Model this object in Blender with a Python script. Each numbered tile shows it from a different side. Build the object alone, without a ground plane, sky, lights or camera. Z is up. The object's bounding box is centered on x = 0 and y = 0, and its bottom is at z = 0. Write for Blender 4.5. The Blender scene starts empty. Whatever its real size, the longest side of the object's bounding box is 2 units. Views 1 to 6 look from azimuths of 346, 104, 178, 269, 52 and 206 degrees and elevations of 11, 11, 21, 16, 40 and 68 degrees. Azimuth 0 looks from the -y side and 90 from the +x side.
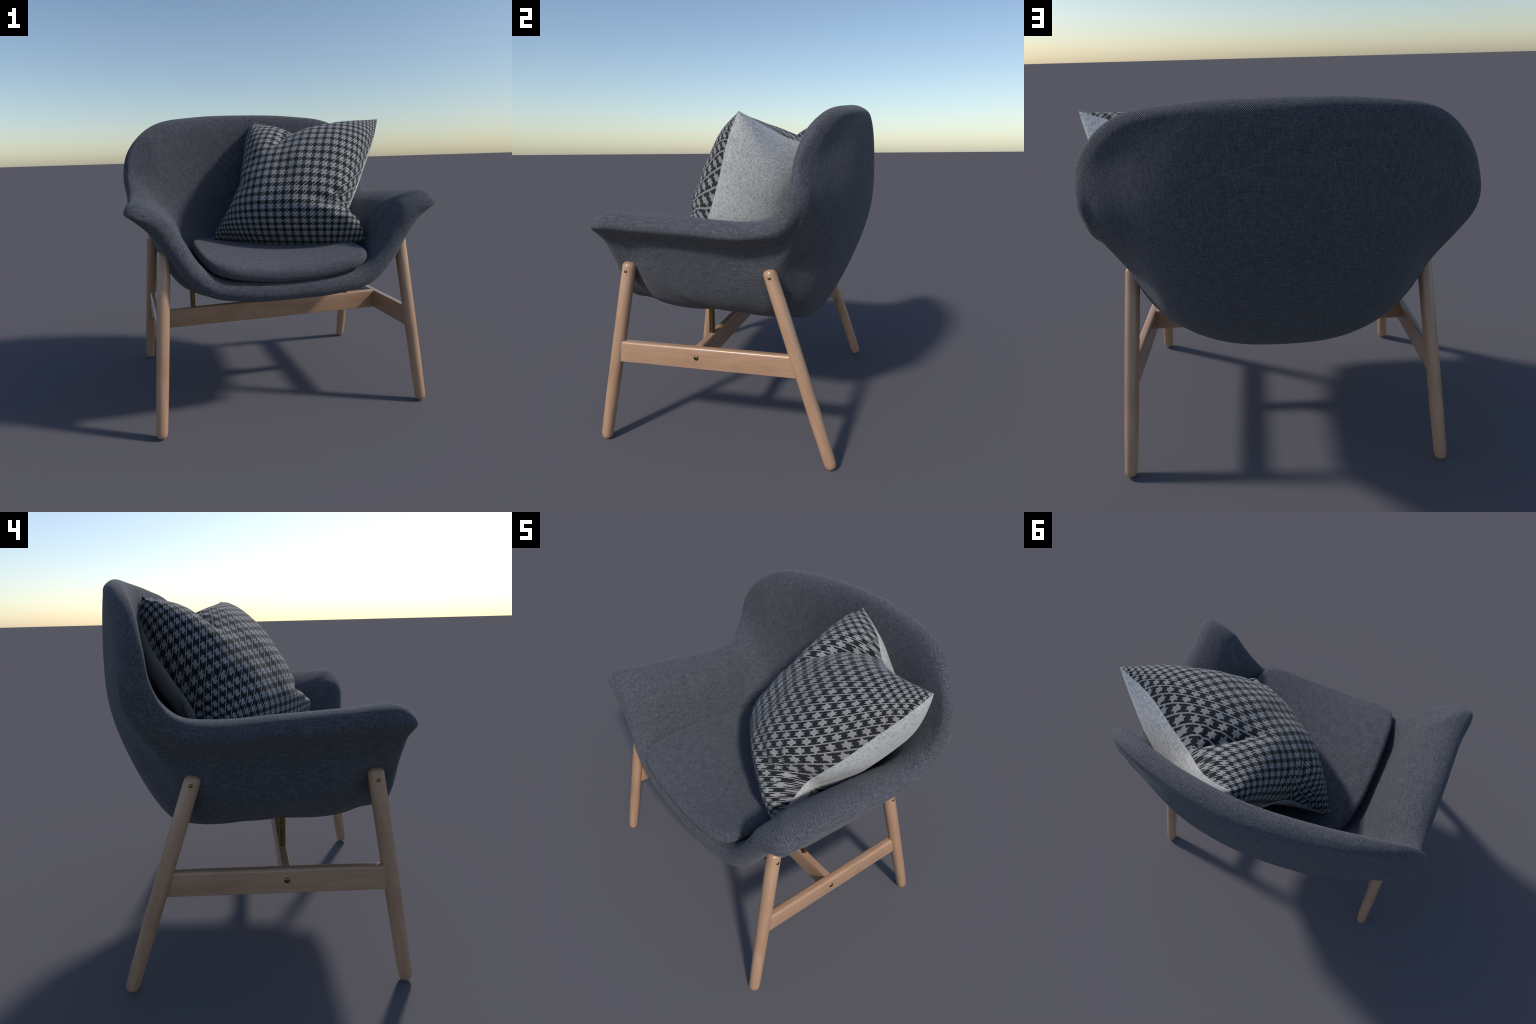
import bpy, bmesh, math, random
import numpy as np
from mathutils import Vector, Matrix, noise

random.seed(7)
rng = np.random.default_rng(7)

# ------------------------------------------------------------------ helpers
def link(obj, parent=None):
    bpy.context.scene.collection.objects.link(obj)
    if parent is not None:
        obj.parent = parent
    return obj

def mesh_object(name, verts, faces, material, parent=None, smooth=True):
    me = bpy.data.meshes.new(name)
    me.from_pydata([tuple(map(float, v)) for v in verts], [], faces)
    me.update()
    if smooth:
        me.polygons.foreach_set("use_smooth", [True] * len(me.polygons))
    me.materials.append(material)
    return link(bpy.data.objects.new(name, me), parent)

def bm_object(name, bm, material, parent=None, smooth_angle=None):
    me = bpy.data.meshes.new(name)
    bmesh.ops.recalc_face_normals(bm, faces=bm.faces)
    bm.to_mesh(me)
    bm.free()
    me.materials.append(material)
    if smooth_angle is not None:
        me.polygons.foreach_set("use_smooth", [True] * len(me.polygons))
        me.set_sharp_from_angle(angle=smooth_angle)
    return link(bpy.data.objects.new(name, me), parent)

def empty(name, location):
    e = bpy.data.objects.new(name, None)
    e.location = location
    e.empty_display_size = 0.1
    return link(e)

def unit(v):
    v = np.asarray(v, float)
    return v / np.linalg.norm(v)

def spline(points, params, samples):
    """Non-uniform cubic Hermite through points (n, ...) at params, sampled at samples."""
    p, t = np.asarray(points, float), np.asarray(params, float)
    d = np.diff(p, axis=0) / np.diff(t).reshape(-1, *([1] * (p.ndim - 1)))
    h = np.diff(t).reshape(-1, *([1] * (p.ndim - 1)))
    m = np.empty_like(p)
    m[1:-1] = (d[:-1] * h[1:] + d[1:] * h[:-1]) / (h[1:] + h[:-1])
    m[0], m[-1] = d[0], d[-1]
    s = np.asarray(samples, float)
    i = np.clip(np.searchsorted(t, s, side="right") - 1, 0, len(t) - 2)
    hh = (t[i + 1] - t[i])
    x = (s - t[i]) / hh
    shape = (-1, *([1] * (p.ndim - 1)))
    x, hh = x.reshape(shape), hh.reshape(shape)
    return ((2 * x**3 - 3 * x**2 + 1) * p[i] + (x**3 - 2 * x**2 + x) * hh * m[i]
            + (-2 * x**3 + 3 * x**2) * p[i + 1] + (x**3 - x**2) * hh * m[i + 1])

# ------------------------------------------------------------------ materials
class Nodes:
    def __init__(self, name):
        self.mat = bpy.data.materials.new(name)
        self.mat.use_nodes = True
        self.t = self.mat.node_tree
        self.bsdf = self.t.nodes["Principled BSDF"]
        self.coord = self.t.nodes.new("ShaderNodeTexCoord").outputs["Object"]
    def put(self, socket, value):
        if isinstance(value, bpy.types.NodeSocket):
            self.t.links.new(value, socket)
        elif value is not None:
            socket.default_value = value
    def math(self, op, a, b=None, c=None, clamp=False):
        n = self.t.nodes.new("ShaderNodeMath")
        n.operation, n.use_clamp = op, clamp
        for s, v in zip(n.inputs, (a, b, c)):
            self.put(s, v)
        return n.outputs[0]
    def mapping(self, vector, scale=(1, 1, 1), rotation=(0, 0, 0), location=(0, 0, 0)):
        n = self.t.nodes.new("ShaderNodeMapping")
        self.put(n.inputs["Vector"], vector)
        n.inputs["Scale"].default_value = scale
        n.inputs["Rotation"].default_value = rotation
        n.inputs["Location"].default_value = location
        return n.outputs[0]
    def noise(self, vector, scale, detail=2.0, roughness=0.5, distortion=0.0):
        n = self.t.nodes.new("ShaderNodeTexNoise")
        self.put(n.inputs["Vector"], vector)
        n.inputs["Scale"].default_value = scale
        n.inputs["Detail"].default_value = detail
        n.inputs["Roughness"].default_value = roughness
        n.inputs["Distortion"].default_value = distortion
        return n.outputs["Fac"]
    def xyz(self, vector):
        n = self.t.nodes.new("ShaderNodeSeparateXYZ")
        self.put(n.inputs[0], vector)
        return n.outputs
    def combine(self, x, y, z=0.0):
        n = self.t.nodes.new("ShaderNodeCombineXYZ")
        for s, v in zip(n.inputs, (x, y, z)):
            self.put(s, v)
        return n.outputs[0]
    def ramp(self, fac, stops):
        n = self.t.nodes.new("ShaderNodeValToRGB")
        self.put(n.inputs[0], fac)
        e = n.color_ramp.elements
        while len(e) < len(stops):
            e.new(0.5)
        for el, (pos, col) in zip(e, stops):
            el.position, el.color = pos, (*col, 1)
        return n.outputs[0]
    def mix(self, fac, a, b, blend="MIX"):
        n = self.t.nodes.new("ShaderNodeMix")
        n.data_type, n.blend_type = "RGBA", blend
        self.put(n.inputs[0], fac)
        for s, v in ((n.inputs[6], a), (n.inputs[7], b)):
            self.put(s, (*v, 1) if isinstance(v, tuple) else v)
        return n.outputs[2]
    def maprange(self, v, a, b, c, d, smooth=False):
        n = self.t.nodes.new("ShaderNodeMapRange")
        if smooth:
            n.interpolation_type = "SMOOTHSTEP"
        for s, x in zip(n.inputs, (v, a, b, c, d)):
            self.put(s, x)
        return n.outputs[0]
    def bump(self, height, strength, distance):
        n = self.t.nodes.new("ShaderNodeBump")
        self.put(n.inputs["Height"], height)
        n.inputs["Strength"].default_value = strength
        n.inputs["Distance"].default_value = distance
        self.t.links.new(n.outputs[0], self.bsdf.inputs["Normal"])
    def set(self, **kw):
        for k, v in kw.items():
            s = self.bsdf.inputs[k.replace("_", " ")]
            self.put(s, (*v, 1) if isinstance(v, tuple) and len(v) == 3 else v)
        return self.mat

def triplanar(m, planar, sharp=12.0):
    """Blend planar(u, v) over the three axes by the surface's direction."""
    g = m.t.nodes.new("ShaderNodeNewGeometry")
    tr = m.t.nodes.new("ShaderNodeVectorTransform")
    tr.vector_type, tr.convert_from, tr.convert_to = "NORMAL", "WORLD", "OBJECT"
    m.t.links.new(g.outputs["Normal"], tr.inputs[0])
    n = m.xyz(tr.outputs[0])
    w = [m.math("POWER", m.math("ABSOLUTE", c), sharp) for c in n]
    total = m.math("ADD", m.math("ADD", w[0], w[1]), w[2])
    p = m.xyz(m.coord)
    out = None
    for wi, (a, b) in zip(w, ((p[1], p[2]), (p[0], p[2]), (p[0], p[1]))):
        v = m.math("MULTIPLY", m.math("DIVIDE", wi, total), planar(a, b))
        out = v if out is None else m.math("ADD", out, v)
    return out

def weave_fabric(name, dark, mid, light, period, contrast, slub, bump, rib=1.0):
    m = Nodes(name)
    k = 2 * math.pi / period
    wob = m.noise(m.coord, 14.0, 2.0)
    wob = m.math("MULTIPLY", m.math("SUBTRACT", wob, 0.5), period * 0.5)
    def hatch(u, v):
        a = m.math("SINE", m.math("MULTIPLY", m.math("ADD", u, wob), k))
        b = m.math("SINE", m.math("MULTIPLY", m.math("ADD", v, wob), k))
        return m.math("MULTIPLY_ADD", m.math("MULTIPLY", a, b), 0.5, 0.5)
    weave = triplanar(m, hatch)
    # melange yarn: fine flecks drawn out along warp and weft
    flecks = [m.noise(m.mapping(m.coord, stretch), 120.0, 3.0, 0.6)
              for stretch in ((0.16, 1.3, 1.3), (1.3, 0.16, 1.3), (1.3, 1.3, 0.16))]
    fleck = m.math("DIVIDE", m.math("ADD", m.math("ADD", flecks[0], flecks[1]), flecks[2]), 3.0)
    broad = m.noise(m.coord, 9.0, 3.0, 0.55)
    v = m.math("MULTIPLY_ADD", m.math("SUBTRACT", weave, 0.5), contrast, 0.5)
    v = m.math("MULTIPLY_ADD", m.math("SUBTRACT", fleck, 0.5), slub, v)
    v = m.math("MULTIPLY_ADD", m.math("SUBTRACT", broad, 0.5), 0.08, v)
    col = m.ramp(v, [(0.12, dark), (0.5, mid), (0.88, light)])
    m.bump(m.math("MULTIPLY_ADD", weave, rib, m.math("MULTIPLY", fleck, 0.6)), bump, 0.004)
    return m.set(Base_Color=col, Roughness=0.92, Specular_IOR_Level=0.25, Sheen_Weight=0.12, Sheen_Roughness=0.5)

def houndstooth_fabric(name, cell_across, cell_up):
    m = Nodes(name)
    jitter = m.noise(m.coord, 150.0, 2.0, 0.6)
    jitter = m.math("MULTIPLY", m.math("SUBTRACT", jitter, 0.5), 0.5)
    p = m.xyz(m.coord)
    # the cloth runs on down the puffed sides: add the depth below the crown to the planar distance
    depth = m.math("SUBTRACT", 0.28, p[2])
    def along(c, cell):
        lean = m.math("MULTIPLY", c, 2.0, clamp=False)
        lean = m.math("MULTIPLY", m.math("MULTIPLY", lean, m.math("ABSOLUTE", lean)), m.math("ABSOLUTE", lean))
        lean = m.math("MAXIMUM", m.math("MINIMUM", lean, 1.2), -1.2)
        d = m.math("ADD", m.math("MULTIPLY_ADD", lean, m.math("MULTIPLY", depth, 0.75), c), 5.0)
        return m.math("ADD", m.math("DIVIDE", d, cell / 8.0), jitter)
    u, v = along(p[0], cell_across), along(p[1], cell_up)
    warp = m.math("LESS_THAN", m.math("FLOORED_MODULO", u, 8.0), 4.0)
    weft = m.math("LESS_THAN", m.math("FLOORED_MODULO", v, 8.0), 4.0)
    # mixed squares carry a thin diagonal dash and two pointed corners of the pale yarn
    off = m.math("ABSOLUTE", m.math("SUBTRACT", m.math("FLOORED_MODULO", m.math("SUBTRACT", u, v), 8.0), 4.0))
    stripe = m.math("ADD", m.math("LESS_THAN", off, 0.56), m.math("GREATER_THAN", off, 2.45))
    both = m.math("MULTIPLY", warp, weft)
    one = m.math("ABSOLUTE", m.math("SUBTRACT", warp, weft))
    light = m.math("MULTIPLY_ADD", one, stripe, both)
    yarn = m.noise(m.mapping(m.coord, (1, 0.35, 1), (0, 0, math.radians(45))), 260.0, 2.0, 0.6)
    pale = m.ramp(yarn, [(0.25, (0.17, 0.173, 0.18)), (0.7, (0.33, 0.335, 0.345))])
    deep = m.ramp(yarn, [(0.25, (0.006, 0.006, 0.007)), (0.75, (0.022, 0.022, 0.024))])
    col = m.mix(light, deep, pale)
    m.bump(m.math("MULTIPLY_ADD", light, 0.15, yarn), 0.5, 0.003)
    return m.set(Base_Color=col, Roughness=0.9, Specular_IOR_Level=0.25, Sheen_Weight=0.1)

def wood(name, axis_scale):
    m = Nodes(name)
    stretched = m.mapping(m.coord, axis_scale)
    grain = m.noise(stretched, 22.0, 5.0, 0.6, 0.6)
    fine = m.noise(m.mapping(m.coord, tuple(a * 4 for a in axis_scale)), 40.0, 3.0)
    tint = m.noise(m.coord, 3.5, 2.0)
    v = m.math("MULTIPLY_ADD", m.math("SUBTRACT", fine, 0.5), 0.35, grain)
    v = m.math("MULTIPLY_ADD", m.math("SUBTRACT", tint, 0.5), 0.5, v)
    col = m.ramp(v, [(0.2, (0.36, 0.205, 0.12)), (0.5, (0.435, 0.258, 0.16)), (0.8, (0.50, 0.31, 0.205))])
    m.bump(fine, 0.04, 0.002)
    return m.set(Base_Color=col, Roughness=0.34, Specular_IOR_Level=0.5, Coat_Weight=0.3, Coat_Roughness=0.2)

def brass(name):
    m = Nodes(name)
    n = m.noise(m.coord, 40.0, 3.0)
    col = m.ramp(n, [(0.3, (0.17, 0.115, 0.045)), (0.7, (0.28, 0.195, 0.08))])
    return m.set(Base_Color=col, Metallic=1.0, Roughness=0.32)

upholstery = weave_fabric("slate_upholstery", (0.0235, 0.0255, 0.033), (0.065, 0.0685, 0.083), (0.142, 0.149, 0.175), 0.0092, 0.95, 2.3, 0.6)
seat_fabric = upholstery
linen = weave_fabric("pale_linen", (0.22, 0.225, 0.23), (0.48, 0.488, 0.492), (0.66, 0.67, 0.675), 0.008, 0.22, 2.6, 0.7, 0.2)
check_fabric = houndstooth_fabric("houndstooth_wool", 0.060, 0.070)
leg_wood = wood("beech_upright", (1.0, 1.0, 0.10))
rail_wood = wood("beech_lengthwise", (1.0, 0.10, 1.0))
cross_wood = wood("beech_crosswise", (0.10, 1.0, 1.0))
brass_metal = brass("aged_brass")

# ------------------------------------------------------------------ things
chair = empty("armchair", (0, 0, 0))
chair["label"] = "dark grey woven tub armchair on four splayed beech legs"
chair["category"] = "armchair"

# ------------------------------------------------------------------ upholstered shell
# Each station is one radial section of the tub, from under the seat, up the
# outside, round the padded rim and down the inside.
#   rim: centre of the roll, direction to the outside, direction the rim points, half thickness
BOTTOM_POLE, SEAT_POLE = (0, -0.05, 0.68), (0, -0.05, 0.86)
def station(centre, out, tip, half, outside, inside):
    c, o, d = np.array(centre, float), unit(out), unit(tip)
    ring = [c + half * o - 0.7 * half * d, c + half * (0.80 * o + 0.60 * d), c + half * d,
            c + half * (-0.80 * o + 0.60 * d), c - half * o - 0.7 * half * d]
    return [np.array(BOTTOM_POLE, float), *map(np.array, outside), *ring, *map(np.array, inside), np.array(SEAT_POLE, float)]

def rolled(outside, ring, inside):
    """Section with a free-form rim: five points from under the lip, over the crest, to the inside."""
    return [np.array(p, float) for p in (BOTTOM_POLE, *outside, *ring, *inside, SEAT_POLE)]

front_lip = station((0, -.671, .832), (0, 0, -1), (0, -1, 0), .062,
                    [(0, -.25, .70), (0, -.40, .71), (0, -.50, .728), (0, -.57, .75)],
                    [(0, -.55, .875), (0, -.45, .87), (0, -.20, .86)])
lip_quarter = station((.30, -.668, .842), (.05, 0, -1), (.02, -1, 0), .062,
                      [(.17, -.21, .70), (.235, -.39, .715), (.265, -.49, .735), (.285, -.57, .76)],
                      [(.29, -.54, .885), (.26, -.43, .88), (.13, -.18, .86)])
lip_corner = station((.503, -.65, .883), (.5, 0, -.87), (.05, -1, 0), .063,
                     [(.35, -.18, .71), (.455, -.38, .742), (.50, -.495, .778), (.522, -.57, .815)],
                     [(.45, -.53, .93), (.42, -.40, .91), (.22, -.15, .86)])
arm_foot = station((.626, -.638, .988), (.8, 0, -.6), (.05, -1, 0), .064,
                   [(.42, -.15, .735), (.60, -.36, .795), (.655, -.48, .855), (.662, -.555, .925)],
                   [(.555, -.50, .97), (.53, -.36, .90), (.26, -.11, .86)])
arm_front = station((.721, -.627, 1.14), (.83, 0, -.56), (.05, -1, 0), .069,
                    [(.475, -.12, .742), (.675, -.33, .845), (.735, -.47, .945), (.748, -.545, 1.045)],
                    [(.632, -.48, 1.09), (.585, -.33, .945), (.29, -.08, .86)])
arm_flare = station((.81, -.626, 1.275), (.72, 0, -.69), (.1, -1, 0), .075,
                    [(.50, -.09, .755), (.695, -.29, .88), (.77, -.44, 1.01), (.812, -.53, 1.14)],
                    [(.672, -.47, 1.23), (.61, -.30, 1.0), (.47, -.14, .90)])
arm_tip = rolled([(.535, -.06, .755), (.725, -.26, .89), (.79, -.41, 1.04), (.835, -.51, 1.19)],
                 [(.90, -.575, 1.275), (.965, -.645, 1.318), (.988, -.680, 1.345), (.958, -.66, 1.398), (.89, -.605, 1.42)],
                 [(.728, -.46, 1.325), (.612, -.26, 1.02), (.49, -.10, .90)])
arm_fore = rolled([(.55, -.03, .755), (.725, -.16, .89), (.79, -.27, 1.05), (.84, -.36, 1.18)],
                  [(.878, -.40, 1.262), (.950, -.42, 1.303), (.978, -.43, 1.334), (.95, -.425, 1.393), (.885, -.42, 1.408)],
                  [(.70, -.36, 1.29), (.61, -.20, 1.02), (.50, -.08, .90)])
arm_middle = rolled([(.555, .02, .752), (.728, -.03, .885), (.793, -.08, 1.05), (.833, -.11, 1.165)],
                    [(.868, -.115, 1.237), (.945, -.12, 1.281), (.977, -.12, 1.314), (.945, -.12, 1.372), (.88, -.12, 1.388)],
                    [(.695, -.10, 1.27), (.60, -.06, 1.02), (.50, -.02, .90)])
arm_rear = rolled([(.55, .07, .75), (.73, .10, .89), (.797, .13, 1.05), (.825, .16, 1.16)],
                  [(.868, .17, 1.222), (.943, .18, 1.268), (.974, .18, 1.300), (.945, .18, 1.355), (.88, .17, 1.372)],
                  [(.70, .15, 1.26), (.598, .10, 1.02), (.50, .06, .90)])
wing_notch = rolled([(.565, .14, .742), (.737, .20, .897), (.808, .265, 1.06), (.842, .335, 1.18)],
                    [(.888, .365, 1.262), (.942, .392, 1.315), (.966, .385, 1.355), (.948, .35, 1.402), (.888, .33, 1.40)],
                    [(.74, .29, 1.29), (.60, .22, 1.03), (.48, .15, .90)])
wing_low = rolled([(.54, .22, .735), (.728, .29, .872), (.798, .36, 1.10), (.88, .47, 1.30)],
                  [(.95, .515, 1.45), (.976, .49, 1.50), (.976, .45, 1.53), (.948, .42, 1.54), (.90, .425, 1.52)],
                  [(.77, .40, 1.36), (.60, .34, 1.09), (.45, .23, .90)])
wing_middle = rolled([(.49, .28, .72), (.68, .347, .855), (.727, .468, 1.175), (.84, .565, 1.41)],
                     [(.91, .54, 1.61), (.943, .505, 1.66), (.952, .47, 1.69), (.923, .445, 1.695), (.87, .455, 1.665)],
                     [(.725, .455, 1.42), (.555, .435, 1.11), (.24, .14, .86)])
wing_high = rolled([(.40, .33, .70), (.583, .43, .812), (.64, .595, 1.20), (.71, .63, 1.48)],
                   [(.795, .58, 1.73), (.845, .555, 1.785), (.865, .52, 1.82), (.84, .485, 1.83), (.78, .482, 1.79)],
                   [(.645, .495, 1.50), (.47, .495, 1.15), (.20, .18, .86)])
back_corner = rolled([(.29, .37, .662), (.45, .48, .772), (.50, .687, 1.28), (.57, .687, 1.55)],
                     [(.635, .64, 1.85), (.69, .62, 1.90), (.71, .585, 1.93), (.69, .55, 1.93), (.64, .532, 1.88)],
                     [(.515, .54, 1.54), (.36, .535, 1.18), (.15, .22, .86)])
back_side = rolled([(.16, .385, .64), (.25, .50, .737), (.29, .742, 1.30), (.34, .748, 1.60)],
                   [(.385, .71, 1.92), (.40, .695, 1.96), (.40, .655, 1.985), (.395, .615, 1.975), (.38, .592, 1.93)],
                   [(.31, .59, 1.55), (.22, .565, 1.18), (.08, .25, .86)])
back_middle = rolled([(0, .385, .636), (0, .50, .722), (0, .762, 1.30), (0, .785, 1.60)],
                     [(0, .755, 1.93), (0, .735, 1.975), (0, .69, 2.0), (0, .65, 1.99), (0, .63, 1.945)],
                     [(0, .625, 1.55), (0, .575, 1.18), (0, .27, .86)])
half_tub = [front_lip, lip_quarter, lip_corner, arm_foot, arm_front, arm_flare, arm_tip, arm_fore, arm_middle,
            arm_rear, wing_notch, wing_low, wing_middle, wing_high, back_corner, back_side, back_middle]

def build_shell(parent):
    right = np.array(half_tub)                                   # (17, 14, 3)
    left = right[-2:0:-1] * np.array([-1, 1, 1])
    # the upholstery is not quite even: one wing is fuller, one arm tip droops
    for k, amount in ((5, .4), (6, 1.0), (7, .5)):                 # arm flare, tip and fore part
        right[k, 4:11] += np.array([-.018, -.006, -.015]) * amount
        left[-k, 4:11] += np.array([.008, 0, 0]) * amount
    for k, amount in ((10, .4), (11, .9), (12, 1.0), (13, .8), (14, .4)):   # wing
        for row, share in ((3, .6), (4, 1.0), (5, 1.0), (6, .6)):
            right[k, row] += np.array([-.007, -.010, 0]) * amount * share
            left[-k, row] += np.array([-.010, .018, 0]) * amount * share
        for row, share in ((8, .4), (9, .8), (10, 1.0), (11, .7)):
            right[k, row] += np.array([-.014, -.020, 0]) * amount * share
    cage = np.concatenate([right, left])                          # closed loop of sections
    n_st, n_pr = cage.shape[:2]
    # resample every section along its own length first
    per_span = 9
    prof = []
    for sec in cage:
        chord = np.linalg.norm(np.diff(sec, axis=0), axis=1) ** 0.6
        t = np.concatenate([[0], np.cumsum(chord)])
        idx = np.arange(0, n_pr - 1 + 1e-9, 1 / per_span)
        s = np.interp(idx, np.arange(n_pr), t)
        prof.append(spline(sec, t, s))
    prof = np.array(prof)
    n_ring = prof.shape[1]
    # then round the loop, through the sections
    ext = np.concatenate([prof[-3:], prof, prof[:4]])
    rim = cage[:, 7]
    step = np.linalg.norm(np.roll(rim, -1, axis=0) - rim, axis=1) ** 0.6
    steps = np.concatenate([step[-3:], step, step[:3]])
    t = np.concatenate([[0], np.cumsum(steps)])
    per_st = 9
    s = np.interp(np.arange(3, 3 + n_st, 1 / per_st), np.arange(len(t)), t)
    grid = spline(ext, t, s)                                      # (loop, ring, 3)
    n_loop = grid.shape[0]
    # even out the long tight panels, leaving the rolled rim as it is
    pos = np.arange(n_ring) / per_span
    soft = np.clip((4.6 - pos) / 2.2, 0, 1) + np.clip((pos - 9.6) / 1.2, 0, 1)
    soft[0] = soft[-1] = 0
    for _ in range(28):
        mean = (np.roll(grid, 1, axis=0) + np.roll(grid, -1, axis=0)) / 2
        grid = grid + 0.5 * soft[None, :, None] * (mean - grid)
    for _ in range(22):
        mean = grid.copy()
        mean[:, 1:-1] = (grid[:, 2:] + grid[:, :-2]) / 2
        grid = grid + 0.5 * soft[None, :, None] * (mean - grid)
    verts = [grid[0, 0]]
    index = np.empty((n_loop, n_ring), int)
    index[:, 0] = 0
    for i in range(n_loop):
        for j in range(1, n_ring - 1):
            index[i, j] = len(verts)
            verts.append(grid[i, j])
    index[:, -1] = len(verts)
    verts.append(grid[0, -1])
    verts = np.array(verts)
    # faces, tagged with the part they belong to
    faces, tags = [], []
    for i in range(n_loop):
        k = (i + 0.5) / per_st                                    # station position round the loop
        k = min(k, n_st - k)
        for j in range(n_ring - 1):
            q = (j + 0.5) / per_span
            a, b = index[i, j], index[(i + 1) % n_loop, j]
            c, d = index[(i + 1) % n_loop, j + 1], index[i, j + 1]
            faces.append([v for n, v in enumerate((a, b, c, d)) if v not in (a, b, c, d)[:n]])
            if q < 2 or q > 12 or k < 3:
                tags.append("seat_shell")
            elif k > 10:
                tags.append("backrest")
            else:
                tags.append("armrest_right" if i < n_loop / 2 else "armrest_left")
    me = bpy.data.meshes.new("tub")
    me.from_pydata(verts.tolist(), [], faces)
    bm = bmesh.new()
    bm.from_mesh(me)
    bmesh.ops.recalc_face_normals(bm, faces=bm.faces)
    bm.to_mesh(me)
    bm.free()
    me.update()
    normals = [tuple(v.normal) for v in me.vertices]
    order = [list(p.vertices) for p in me.polygons]
    bpy.data.meshes.remove(me)
    for tag, name in (("seat_shell", "seat_shell"), ("backrest", "backrest"), ("armrest_right", "armrest"), ("armrest_left", "armrest")):
        mine = [f for f, g in zip(order, tags) if g == tag]
        used = sorted({v for f in mine for v in f})
        renum = {v: n for n, v in enumerate(used)}
        ob = mesh_object(name, verts[used], [[renum[v] for v in f] for f in mine], upholstery, parent)
        ob.data.normals_split_custom_set_from_vertices([normals[v] for v in used])

build_shell(chair)

# ------------------------------------------------------------------ seat cushion
def build_seat_cushion(parent):
    # outline in plan (right half, front to back), rounded-square pad that sags across like the tub
    outline = np.array([(0, -.737), (.25, -.732), (.41, -.718), (.49, -.675), (.527, -.58), (.54, -.40), (.542, -.15),
                        (.52, .13), (.47, .30), (.38, .40), (.2, .44), (0, .45)])
    loop = np.concatenate([outline, outline[-2:0:-1] * [-1, 1]])
    ext = np.concatenate([loop[-3:], loop, loop[:4]])
    ch = np.linalg.norm(np.diff(ext, axis=0), axis=1) ** 0.5
    t = np.concatenate([[0], np.cumsum(ch)])
    per = 10
    ring = spline(ext, t, np.interp(np.arange(3, 3 + len(loop), 1 / per), np.arange(len(t)), t))
    centre = np.array([0, -.12])
    def base(x, y):      # lower face follows the tub
        return 0.890 + 0.31 * abs(x) ** 2.2 + 0.018 * min(1, max(0, (y + .6) / .8))
    levels = [("low", 0.0)] + [("low", f) for f in (0.3, .6, .8, .9, .96)]
    verts, rows = [], []
    thick = 0.097
    # section from bottom centre to rim to top centre
    section = [(f, 0.0, 0) for f in (0.25, 0.5, 0.75, 0.84)]
    for a in np.linspace(-90, 90, 15):
        ca, sa = math.cos(math.radians(a)), math.sin(math.radians(a))
        section.append((0.90 + 0.10 * abs(ca) ** 0.9, 0.5 + 0.5 * math.copysign(abs(sa) ** 0.9, sa), 1))
    section += [(f, 1.0, 2) for f in (0.87, .80, 0.7, 0.55, .4, 0.25, .12)]
    for f, h, kind in section:
        row = []
        for x, y in ring:
            p = centre + (np.array([x, y]) - centre) * f
            crown = 0.022 * (1 - f ** 2.5) if kind == 2 else 0.0
            z = base(*p) + thick * h + crown
            if kind == 0:
                z = base(*p)
            row.append(len(verts))
            verts.append((p[0], p[1], z))
        rows.append(row)
    n = len(ring)
    b, tp = len(verts), len(verts) + 1
    verts += [(0, -.12, base(0, -.12)), (0, -.12, base(0, -.12) + thick + .022)]
    faces = []
    for r0, r1 in zip(rows, rows[1:]):
        for i in range(n):
            faces.append((r0[i], r0[(i + 1) % n], r1[(i + 1) % n], r1[i]))
    for i in range(n):
        faces.append((b, rows[0][(i + 1) % n], rows[0][i]))
        faces.append((tp, rows[-1][i], rows[-1][(i + 1) % n]))
    mesh_object("seat_cushion", verts, faces, seat_fabric, parent)

build_seat_cushion(chair)

# ------------------------------------------------------------------ wooden frame
def turned_leg(foot, top, parent):
    foot, top = Vector(foot), Vector(top)
    axis = top - foot
    length = axis.length
    prof = [(0.0, 0.0), (0.012, 0.0005), (0.022, 0.004), (0.029, 0.011), (0.033, 0.022), (0.0355, 0.04), (0.0385, 0.30),
            (0.0398, 0.7), (0.0398, length - .032), (0.0385, length - .022), (0.0345, length - .012), (0.027, length - .005), (0.016, length - .001), (0, length)]
    n = 40
    verts, rows = [], []
    for r, z in prof:
        if r == 0:
            rows.append([len(verts)] * n)
            verts.append((0, 0, z))
        else:
            rows.append(list(range(len(verts), len(verts) + n)))
            verts += [(r * math.cos(2 * math.pi * i / n), r * math.sin(2 * math.pi * i / n), z) for i in range(n)]
    faces = []
    for a, b in zip(rows, rows[1:]):
        for i in range(n):
            q = (a[i], a[(i + 1) % n], b[(i + 1) % n], b[i])
            faces.append([v for k, v in enumerate(q) if v not in q[:k]])
    ob = mesh_object("leg", verts, faces, leg_wood, parent)
    ob.location = foot
    ob.rotation_euler = axis.to_track_quat("Z", "Y").to_euler()
    return ob

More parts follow.
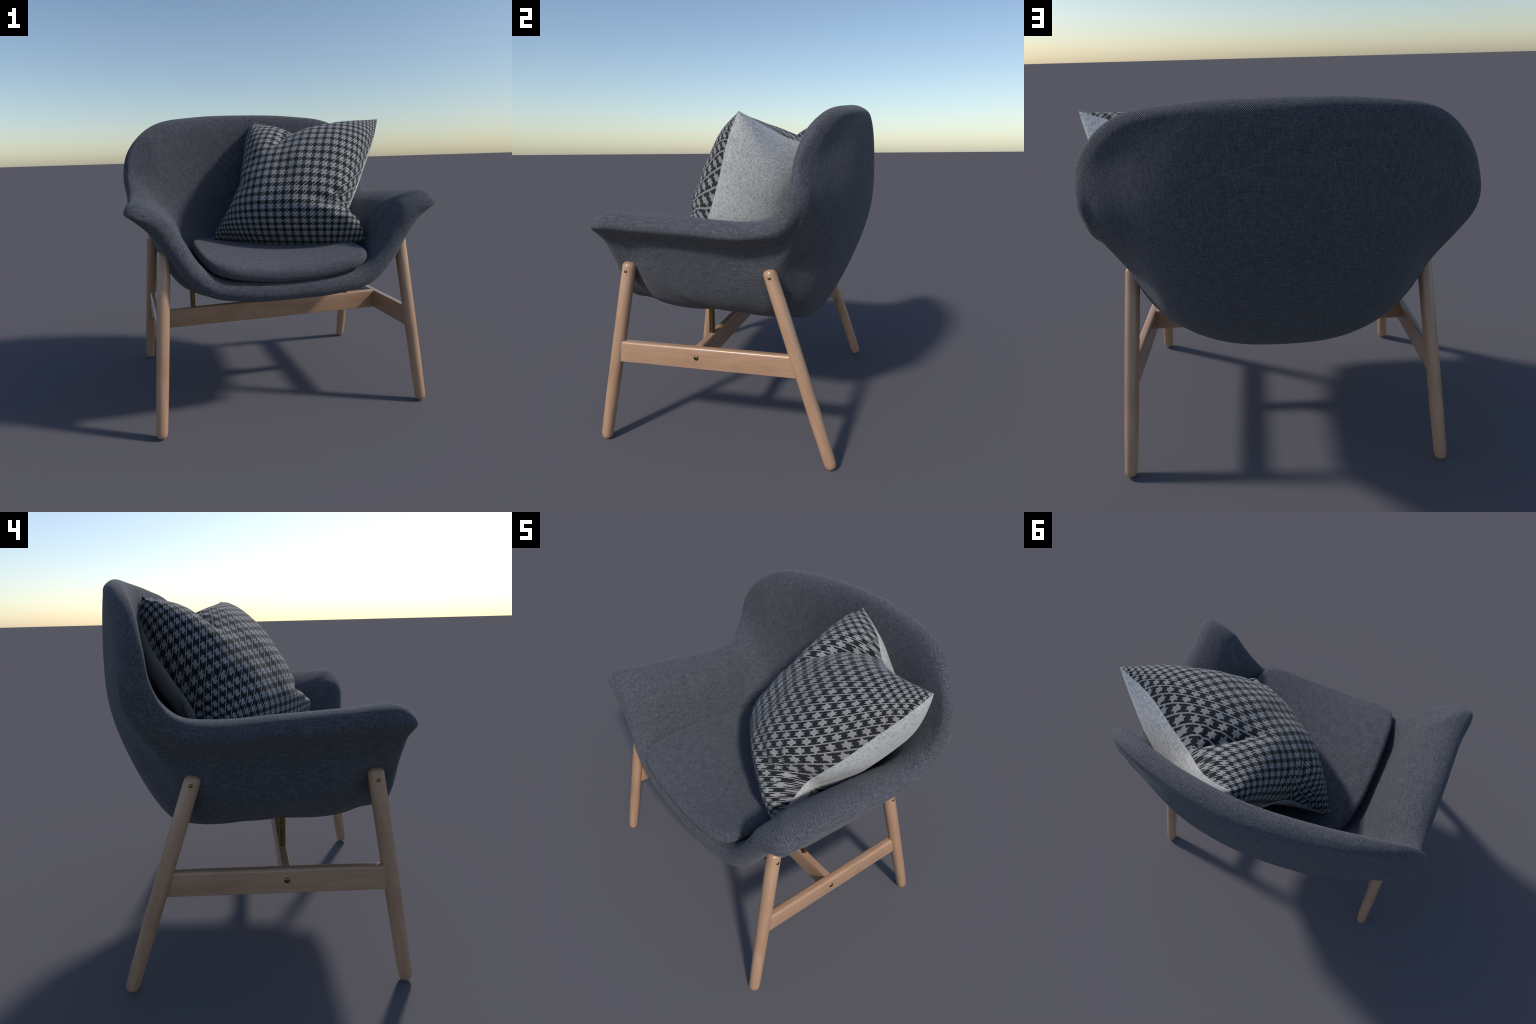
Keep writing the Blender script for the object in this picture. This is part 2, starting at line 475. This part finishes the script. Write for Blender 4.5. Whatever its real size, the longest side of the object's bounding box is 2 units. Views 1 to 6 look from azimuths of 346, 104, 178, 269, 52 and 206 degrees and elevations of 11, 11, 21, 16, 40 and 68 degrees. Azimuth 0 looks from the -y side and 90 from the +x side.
def dome_screw(name, at, outward, radius, height, parent):
    """Low domed brass head on a short shank."""
    prof = [(0, height), (.35, .96 * height), (.65, .82 * height), (.87, .5 * height), (1, 0.0), (1, -.012)]
    n = 24
    verts, rows = [], []
    for r, z in prof:
        if r == 0:
            rows.append([0] * n)
            verts.append((0, 0, z))
        else:
            rows.append(list(range(len(verts), len(verts) + n)))
            verts += [(r * radius * math.cos(2 * math.pi * i / n), r * radius * math.sin(2 * math.pi * i / n), z) for i in range(n)]
    faces = []
    for a, b in zip(rows, rows[1:]):
        for i in range(n):
            q = (a[i], b[i], b[(i + 1) % n], a[(i + 1) % n])
            faces.append([v for k, v in enumerate(q) if v not in q[:k]])
    faces.append(list(reversed(rows[-1])))
    ob = mesh_object(name, verts, faces, brass_metal, parent)
    ob.location = at
    ob.rotation_euler = Vector(outward).to_track_quat("Z", "Y").to_euler()
    return ob

def beam(name, corners, material, parent, bevel, segments=5, edges=None):
    """Hexahedral beam from 8 corners (x low/high, y low/high, z low/high), edges rounded."""
    bm = bmesh.new()
    vs = [bm.verts.new(c) for c in corners]
    for f in ((0, 1, 3, 2), (4, 6, 7, 5), (0, 4, 5, 1), (2, 3, 7, 6), (0, 2, 6, 4), (1, 5, 7, 3)):
        bm.faces.new([vs[i] for i in f])
    bm.verts.index_update()
    groups = {}
    for e in bm.edges:
        w = bevel(e)
        if w > 0:
            groups.setdefault(w, []).append(e)
    for w in sorted(groups, reverse=True):
        bmesh.ops.bevel(bm, geom=[e for e in groups[w] if e.is_valid], offset=w, segments=segments, affect="EDGES", profile=0.5)
    return bm_object(name, bm, material, parent, math.radians(35))

FRONT = dict(foot=(.867, -.746, .004), mark=(.782, -.575, 1.055))
BACK = dict(foot=(.871, .645, .004), mark=(.806, .289, 1.064))
for side in (1, -1):
    for leg in (FRONT, BACK):
        f, mk = np.array(leg["foot"], float), np.array(leg["mark"], float)
        top = f + (mk - f) * (1.106 / mk[2])
        f, mk, top = f * [side, 1, 1], mk * [side, 1, 1], top * [side, 1, 1]
        ob = turned_leg(f, top, chair)
        dome_screw("screw_head", mk + np.array([side * .0388, 0, .0]), (side, 0, .08), .010, .004, chair)
    # stretcher between the legs of one side
    x0, x1 = .795 * side, .846 * side
    z0, z1 = .505, .632
    def cy(z, leg, inset):
        f, mk = np.array(leg["foot"]), np.array(leg["mark"])
        return f[1] + (mk[1] - f[1]) * z / mk[2] + inset
    corners = [(x, cy(z, FRONT, .0) if k == 0 else cy(z, BACK, .0), z) for x in sorted((x0, x1)) for k in (0, 1) for z in (z0, z1)]
    zm = .57
    beam("side_stretcher", corners, rail_wood, chair,
         lambda e: (0.016 if min(v.co.z for v in e.verts) > zm else .004) if abs(e.verts[0].co.y - e.verts[1].co.y) > .5 else 0)
    dome_screw("bolt_head", (side * .846, -.146, .572), (side, 0, 0), .0155, .006, chair)

corners = [(x, y, z) for x in (-.80, .80) for y in (-.168, -.122) for z in (.502, .633)]
beam("cross_stretcher", corners, cross_wood, chair,
     lambda e: (0.012 if min(v.co.z for v in e.verts) > .57 else .004) if abs(e.verts[0].co.x - e.verts[1].co.x) > .5 else 0)

def rod(name, x, y, z0, z1, radius, parent):
    bm = bmesh.new()
    bmesh.ops.create_cone(bm, cap_ends=True, segments=32, radius1=radius, radius2=radius, depth=z1 - z0)
    ob = bm_object(name, bm, brass_metal, parent, math.radians(40))
    ob.location = (x, y, (z0 + z1) / 2)
    return ob
for side in (1, -1):
    rod("support_rod", side * .572, -.145, .60, .80, .017, chair)
    dome_screw("bolt_head", (side * .572, -.145, .502), (0, 0, -1), .0155, .006, chair)

# ------------------------------------------------------------------ throw pillow
A = np.array((.992, .178, 1.923)); B = np.array((.105, .585, 1.935))
C = np.array((.585, -.44, 1.10)); D = np.array((-.335, .255, 1.06))
centre = (A + B + C + D) / 4
u = unit((A + C) - (B + D))
v = (A + B) - (C + D)
v = unit(v - u * (v @ u))
w = np.cross(u, v)
frame = Matrix((tuple(u), tuple(v), tuple(w))).transposed().to_4x4()
frame.translation = Vector(centre)
pillow = bpy.data.objects.new("throw_pillow", None)
pillow.matrix_world = frame
link(pillow)
pillow["label"] = "square throw pillow, houndstooth front and pale linen back"
pillow["category"] = "pillow"

def seam_curve(points):
    pts = np.array(points, float)
    chord = np.concatenate([[0], np.cumsum(np.linalg.norm(np.diff(pts, axis=0), axis=1))])
    return lambda f: spline(pts, chord / chord[-1], [f])[0]

def top_side(x):
    """Rises from the middle, peaks near the edge, back to nothing at the seam."""
    return max(0, x) ** 2 * (1 - max(0, x) ** 10)

def build_pillow():
    # the seam, in the pillow's own frame (across, up, out of the front)
    ear_a, ear_b, ear_c, ear_d = (.547, .55, -.053), (-.44, .51, .045), (.515, -.565, .04), (-.661, -.545, -.049)
    bottom = seam_curve([ear_d, (-.35, -.575, -.09), (0, -.59, -.10), (.30, -.59, -.06), ear_c])
    top_edge = seam_curve([ear_b, (-.25, .463, -.055), (-.06, .405, -.088), (.139, .425, -.075), (.311, .469, -.045), ear_a])
    left = seam_curve([ear_d, (-.56, -.38, -.06), (-.486, -.226, -.061), (-.478, .053, -.075), (-.493, .221, -.067), (-.49, .40, -.02), ear_b])
    right_edge = seam_curve([ear_c, (.49, -.46, .03), (.42, -.37, .0), (.365, -.305, -.03), (.392, -.20, -.033), (.429, -.049, -.045), (.475, .162, -.048), (.527, .38, -.048), ear_a])
    a, b, c, d = (np.array(e) for e in (ear_a, ear_b, ear_c, ear_d))
    n = 140
    g = np.sign(np.linspace(-1, 1, n + 1)) * (1 - (1 - np.abs(np.linspace(-1, 1, n + 1))) ** 1.25)
    low_pts, top_pts = [bottom((x + 1) / 2) for x in g], [top_edge((x + 1) / 2) for x in g]
    left_pts, right_pts = [left((x + 1) / 2) for x in g], [right_edge((x + 1) / 2) for x in g]
    def surface(i, j, side):
        s, t = g[i], g[j]
        fx, fy = (s + 1) / 2, (t + 1) / 2
        base = ((1 - fy) * low_pts[i] + fy * top_pts[i] + (1 - fx) * left_pts[j] + fx * right_pts[j]
                - ((1 - fx) * (1 - fy) * d + fx * (1 - fy) * c + (1 - fx) * fy * b + fx * fy * a))
        if side > 0:
            fs = 1 - abs(s) ** (2.5 - 0.8 * max(-.6, min(.8, t)) if s > 0 else 2.4)
            ft = 1 - abs(t) ** (2.6 if t > 0 else 2.5)
            puff = (fs * ft) ** 0.56
            h = 0.425 * puff * (1 - 0.07 * t - 0.06 * s - 0.10 * max(0, s * t))
        else:
            fs = 1 - abs(s) ** (2.4 if s > 0 else 2.0)
            ft = 1 - abs(t) ** (3.6 if t > 0 else 1.4)
            puff = (fs * ft) ** 0.54
            h = -0.265 * puff * (1 + 0.15 * s + (0.25 if t > 0 else 0.10) * t)
        p = base + np.array([0, 0, h])
        if side > 0:                                                            # the face bellies out over its seam
            p[1] += 0.05 * top_side(t) * (1 - s * s) - 0.03 * top_side(-t) * (1 - s ** 4)
            p[0] += 0.045 * top_side(s) * (1 - t ** 4) - 0.03 * top_side(-s) * (1 - t ** 4)
        # deep fold running down from the top edge
        line = -0.40 + 0.22 * (t - 0.25) / 0.75
        k = math.exp(-(abs(s - line) / 0.115) ** 1.2) * min(1, max(0, (t - 0.15) / 0.75)) ** 2.0
        p[2] -= (0.14 * min(1, puff * 1.6) if side > 0 else 0.05 * puff) * k
        crease = math.exp(-abs(s - line) / 0.035) * min(1, max(0, (t - 0.22) / 0.4))
        p[2] -= 0.035 * crease * min(1, puff * 2) * (1 if side > 0 else 0.3)
        # crumpled ears
        for es, et, size, freq in ((.86, -.62, .05, 19), (-.93, .93, .02, 30), (-.9, -.2, .04, 17)):
            e = math.exp(-((s - es) ** 2 + (t - et) ** 2) / size)
            f = math.sin(freq * (s * .45 + t * .9) + 2.2 * math.sin(5 * s + 3 * t))
            p[2] += side * 0.022 * e * f * (1 - max(abs(s), abs(t)) ** 10)
        # gathers fanning out of the nick in the right seam and of the fold in the top seam
        for ns, nt, reach, amount, rays in ((.97, -.50, .34, .022, 9), (-.20, .97, .22, .012, 8), (-1.0, -.15, .30, .012, 8)):
            dx, dy = s - ns, t - nt
            dist = math.hypot(dx, dy)
            fan = math.sin(rays * math.atan2(dy, dx) + 3 * dist) * math.exp(-(dist / reach) ** 2) * min(1, dist / .10)
            p[2] += side * amount * fan * (1 - max(abs(s), abs(t)) ** 12)
        q = Vector((s * 2.6, t * 2.6, side * 3.0))
        p[2] += 0.016 * noise.noise(q) * puff
        return p
    for side, name, mat in ((1, "pillow_front", check_fabric), (-1, "pillow_back", linen)):
        verts = [surface(i, j, side) for j in range(n + 1) for i in range(n + 1)]
        faces = []
        for j in range(n):
            for i in range(n):
                q = (j * (n + 1) + i, j * (n + 1) + i + 1, (j + 1) * (n + 1) + i + 1, (j + 1) * (n + 1) + i)
                faces.append(q if side > 0 else q[::-1])
        mesh_object(name, verts, faces, mat, pillow)

build_pillow()
bpy.context.view_layer.update()
